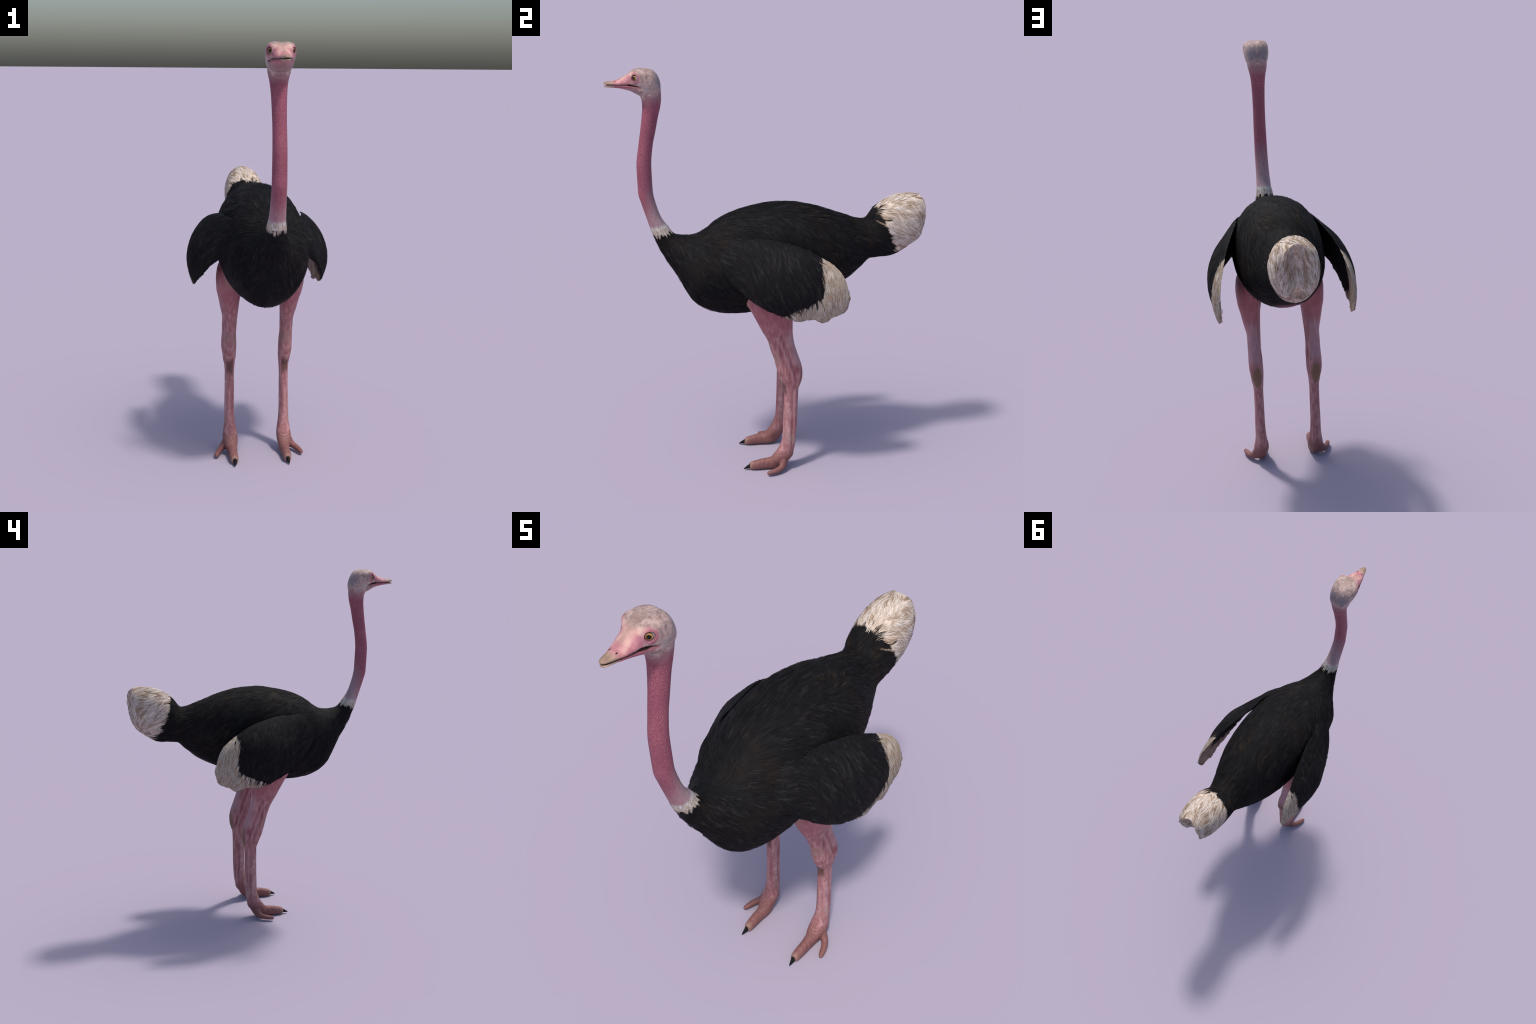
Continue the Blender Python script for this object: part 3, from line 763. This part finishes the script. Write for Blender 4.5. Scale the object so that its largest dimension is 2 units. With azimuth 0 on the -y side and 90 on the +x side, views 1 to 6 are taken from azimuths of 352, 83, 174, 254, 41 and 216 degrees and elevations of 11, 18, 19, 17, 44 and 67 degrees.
# dark lining of the mouth, seen in the gape
def build_lining():
    rings = []
    for yy, zt, zb, w in [(-0.560, 1.922, 1.910, 0.026), (-0.585, 1.930, 1.914, 0.0420), (-0.610, 1.935, 1.920, 0.0405), (-0.640, 1.937, 1.925, 0.0310),
                          (-0.662, 1.936, 1.928, 0.0200), (-0.675, 1.934, 1.930, 0.010)]:
        u, h = superellipse(3, 3, 32)
        rings.append(np.column_stack([u * w, np.full(32, yy), (zt + zb) / 2 + h * (zt - zb) / 2]))
    return orient(skin_rings(rings))
lin = mesh_from("mouth_lining", [build_lining()]); lin.materials.append(M_MOUTH)
link(bpy.data.objects.new("mouth_lining", lin), head)

# claws
def build_claw():
    rings = []
    for t in np.linspace(0, 1, 14):
        yy = -0.126 - 0.0405 * t
        zc = 0.0185 - 0.0135 * t ** 1.3; r = 0.0118 * (1 - t) ** 0.75 + 0.0006
        th = np.linspace(0, 2 * np.pi, 20, endpoint=False)
        rings.append(np.column_stack([0.1295 + 0.0035 * t + r * 0.95 * np.cos(th), np.full(20, yy), zc + r * 1.1 * np.sin(th)]))
    return orient(skin_rings(rings))
cl = build_claw()
for s in (1, -1):
    me = mesh_from("claw", [cl if s > 0 else orient(mirror_x(cl))]); me.materials.append(M_CLAW)
    me.polygons.foreach_set("use_smooth", np.ones(len(me.polygons), bool))
    link(bpy.data.objects.new("claw", me), legs[s])

# ------------------------------------------------------------------ plumage: barbs lying on the skin
SKIN = BVHTree.FromPolygons(V.tolist(), Q.tolist())

def wing_pale(p, jitter=0.0):
    a = p[1] - 0.207; b = (0.878 if p[0] > 0 else 0.860) + 0.46 * p[1] - p[2]
    lobes = 0.010 * math.sin(p[1] * 95 + p[2] * 30)
    return max(a, b) + jitter + lobes > 0
def tail_pale(p, jitter=0.0):
    return p[1] - (0.566 - 0.40 * (p[2] - 1.20)) + jitter > 0

def swirl(p, scale, amount):
    """Coherent deviation of the flow so neighbouring barbs gather into tracts."""
    q = Vector((p[0] * scale, p[1] * scale, p[2] * scale))
    return np.array(mnoise.noise_vector(q)) * amount

def flow_torso(p, n):
    side = float(sstep(0.02, 0.19, abs(p[0])))
    d = np.array([0.35 * np.sign(p[0]) * side, 1.0, -0.85 * side])
    if p[1] < -0.28:
        k = float(sstep(-0.28, -0.42, p[1])); d = d + k * np.array([np.sign(p[0]) * 0.5, -0.3, -0.9])
    return d + swirl(p, 9, 0.7)
def flow_wing(p, n):
    f = float(sstep(-0.25, 0.0, p[1]))
    return np.array([0.0, 0.80 - 0.50 * f, -0.45 - 0.55 * f]) + swirl(p, 11, 0.45)
def flow_tail(p, n):
    if n[1] > 0.40 and p[1] > 0.665: return np.array([0.35 * np.sign(p[0]), 0.0, -1.0]) + swirl(p, 16, 0.5)
    side = float(sstep(0.02, 0.085, abs(p[0])))
    return np.array([0.0, 1.0, 0.35 - 0.95 * side]) + swirl(p, 16, 0.85)
def flow_collar(p, n):
    return np.array([0.0, 0.30, -1.0])

def grow(name, faces, locks, per_lock, flow, mat_of, length, half_width, barb, lift, parent, segs=5, bare=(LEG_R, LEG_L)):
    """Scatter locks of barbs over the given faces. A lock's spine follows the flow across the skin;
    its barbs lie side by side and draw together towards the tip."""
    A = np.linalg.norm(np.cross(V[Q[faces, 2]] - V[Q[faces, 0]], V[Q[faces, 3]] - V[Q[faces, 1]]), axis=1)
    pick = faces[RNG.choice(len(faces), locks, p=A / A.sum())]
    uv = RNG.random((locks, 2))
    c = V[Q[pick]]
    start = (c[:, 0] * ((1-uv[:, :1]) * (1-uv[:, 1:])) + c[:, 1] * (uv[:, :1] * (1-uv[:, 1:]))
             + c[:, 2] * (uv[:, :1] * uv[:, 1:]) + c[:, 3] * ((1-uv[:, :1]) * uv[:, 1:]))
    ts = np.linspace(0, 1, segs + 1)
    allv, allf, allm, mats, off = [], [], [], [], 0
    quad = []
    for i in range(segs - 1):
        a = 3 * i; quad += [(a, a+3, a+4), (a, a+4, a+1), (a+1, a+4, a+5), (a+1, a+5, a+2)]
    a = 3 * (segs - 1); quad += [(a, a+3, a+1), (a+1, a+3, a+2)]
    quad = np.array(quad); nv = 3 * segs + 1
    for p0, f in zip(start, pick):
        mat = mat_of(p0, Nf[f])
        if mat is None: continue
        if mat not in mats: mats.append(mat)
        L = length[0] + (length[1] - length[0]) * RNG.random()
        W = half_width[0] + (half_width[1] - half_width[0]) * RNG.random()
        hump = lift * (0.35 + 0.9 * RNG.random()); curl = RNG.normal(0, 0.30, 3)
        p, n = np.array(p0), np.array(Nf[f])
        pts, nrm = [p], [n]
        for i in range(segs + 2):
            d = flow(p, n); d = d / (np.linalg.norm(d) + 1e-9) + curl * (i / segs - 0.4)
            d = d - n * np.dot(d, n); d /= np.linalg.norm(d) + 1e-9
            hit = SKIN.find_nearest(Vector(p + d * (L / segs)), 0.03)
            if hit[0] is None or np.dot(np.array(hit[1]), n) < 0.25 or lab[hit[2]] in bare: break
            p, n = np.array(hit[0]), np.array(hit[1]); pts.append(p); nrm.append(n)
        if len(pts) < 3: continue
        pts, nrm = np.array(pts), np.array(nrm); s_ax = np.linspace(0, (len(pts) - 1) / segs, len(pts)); smax = s_ax[-1]
        tang = np.gradient(pts, axis=0); tang /= np.linalg.norm(tang, axis=1)[:, None] + 1e-9
        side = np.cross(nrm, tang)
        k = max(1, int(per_lock * (0.6 + 0.8 * RNG.random())))
        for j in range(k):
            u = RNG.uniform(-1, 1); s0 = RNG.uniform(0, 0.35) * smax; s1 = min(smax, s0 + RNG.uniform(0.55, 1.0))
            s = s0 + (s1 - s0) * ts
            cP = np.column_stack([np.interp(s, s_ax, pts[:, q]) for q in range(3)])
            cN = np.column_stack([np.interp(s, s_ax, nrm[:, q]) for q in range(3)])
            cS = np.column_stack([np.interp(s, s_ax, side[:, q]) for q in range(3)])
            gather = 1 - 0.65 * (s / smax) ** 1.5
            h = hump * np.sin(np.pi * np.clip(0.10 + 0.80 * s / smax, 0, 1)) * (1 - 0.5 * u * u) * RNG.uniform(0.6, 1.2)
            wob = 0.15 * W * np.sin(ts * RNG.uniform(2, 6) + RNG.uniform(0, 6))
            q = cP + cS * (u * W * gather + wob)[:, None] + cN * (h + 0.0003)[:, None]
            w = RNG.uniform(*barb) * np.array([0.55, 1.0, 1.0, 0.9, 0.7, 0.4, 0.3])[:segs + 1]
            a3 = q - cS * (w * 0.5)[:, None] - cN * (w * 0.15)[:, None]
            b3 = q + cN * (w * 0.12)[:, None]
            c3 = q + cS * (w * 0.5)[:, None] - cN * (w * 0.15)[:, None]
            vv = np.stack([a3, b3, c3], axis=1)[:segs].reshape(-1, 3)
            allv.append(vv); allv.append(q[-1:] - cN[-1:] * 0.0003)
            allf.append(quad + off); off += nv
            allm.append(np.full(len(quad), mats.index(mat), np.int32))
    vv, ff, mm = np.concatenate(allv), np.concatenate(allf), np.concatenate(allm)
    me = bpy.data.meshes.new(name)
    me.vertices.add(len(vv)); me.vertices.foreach_set("co", vv.ravel())
    me.loops.add(ff.size); me.loops.foreach_set("vertex_index", ff.ravel().astype(np.int32))
    me.polygons.add(len(ff)); me.polygons.foreach_set("loop_start", np.arange(0, ff.size, 3, dtype=np.int32))
    for mt in mats: me.materials.append(mt)
    me.polygons.foreach_set("material_index", mm)
    me.polygons.foreach_set("use_smooth", np.ones(len(ff), bool))
    me.update(calc_edges=True)
    ob = link(bpy.data.objects.new(name, me), parent)
    ob["kind"] = "stuff"
    return ob

def patch(p, scale, seed=0.0):
    return mnoise.noise(Vector((abs(p[0]) * scale + seed, p[1] * scale, p[2] * scale)))

def torso_mat(p, n):
    if abs(p[0]) < 0.07 and p[2] < 1.0 and p[1] > 0.22: return None
    r = RNG.random()
    if patch(p, 7, 3.1) > 0.08 and p[1] > 0.10 and r < 0.6: return M_BARB_BROWN
    if r < 0.18 + 0.34 * float(sstep(0.05, 0.35, patch(p, 10))): return M_BARB_SHEEN
    return M_BARB_BLACK
def wing_mat(p, n):
    if wing_pale(p, RNG.normal(0, 0.006)): return M_BARB_BUFF if RNG.random() < 0.72 else M_BARB_TAN
    if wing_pale(p, 0.022) and RNG.random() < 0.75: return None      # few black barbs overhang the pale patch
    return M_BARB_SHEEN if RNG.random() < 0.16 + 0.32 * float(sstep(0.05, 0.35, patch(p, 10))) else M_BARB_BLACK
def tail_mat(p, n):
    if not tail_pale(p, RNG.normal(0, 0.018)):
        if tail_pale(p, 0.030) and RNG.random() < 0.85: return None
        return M_BARB_BLACK if RNG.random() < 0.85 else M_BARB_SHEEN
    return M_BARB_TAN if RNG.random() < 0.14 + 0.50 * float(sstep(0.0, 0.3, patch(p, 20))) else M_BARB_WHITE

sel = lambda *L: np.where(np.isin(lab, L))[0]
grow("body_feathers", sel(TORSO), 4200, 7, flow_torso, torso_mat, (0.030, 0.068), (0.004, 0.009), (0.0007, 0.0016), 0.0024, torso)
for sg, L in ((1, WING_R), (-1, WING_L)):
    grow("wing_feathers", sel(L), 1700, 8, flow_wing, wing_mat, (0.030, 0.064), (0.004, 0.009), (0.0009, 0.0019), 0.0014, wings[sg])
grow("tail_feathers", sel(TAIL), 900, 12, flow_tail, tail_mat, (0.035, 0.070), (0.005, 0.011), (0.0010, 0.0022), 0.0026, tail)
cf = np.where((fy < -0.42) & (collar > 0.000) & (collar < 0.036) & np.isin(lab, [NECK, TORSO]))[0]
grow("collar_feathers", cf, 170, 9, flow_collar, lambda p, n: M_BARB_WHITE if RNG.random() < 0.55 else M_BARB_BUFF, (0.012, 0.026), (0.003, 0.0055), (0.0006, 0.0012), 0.0010, neck)
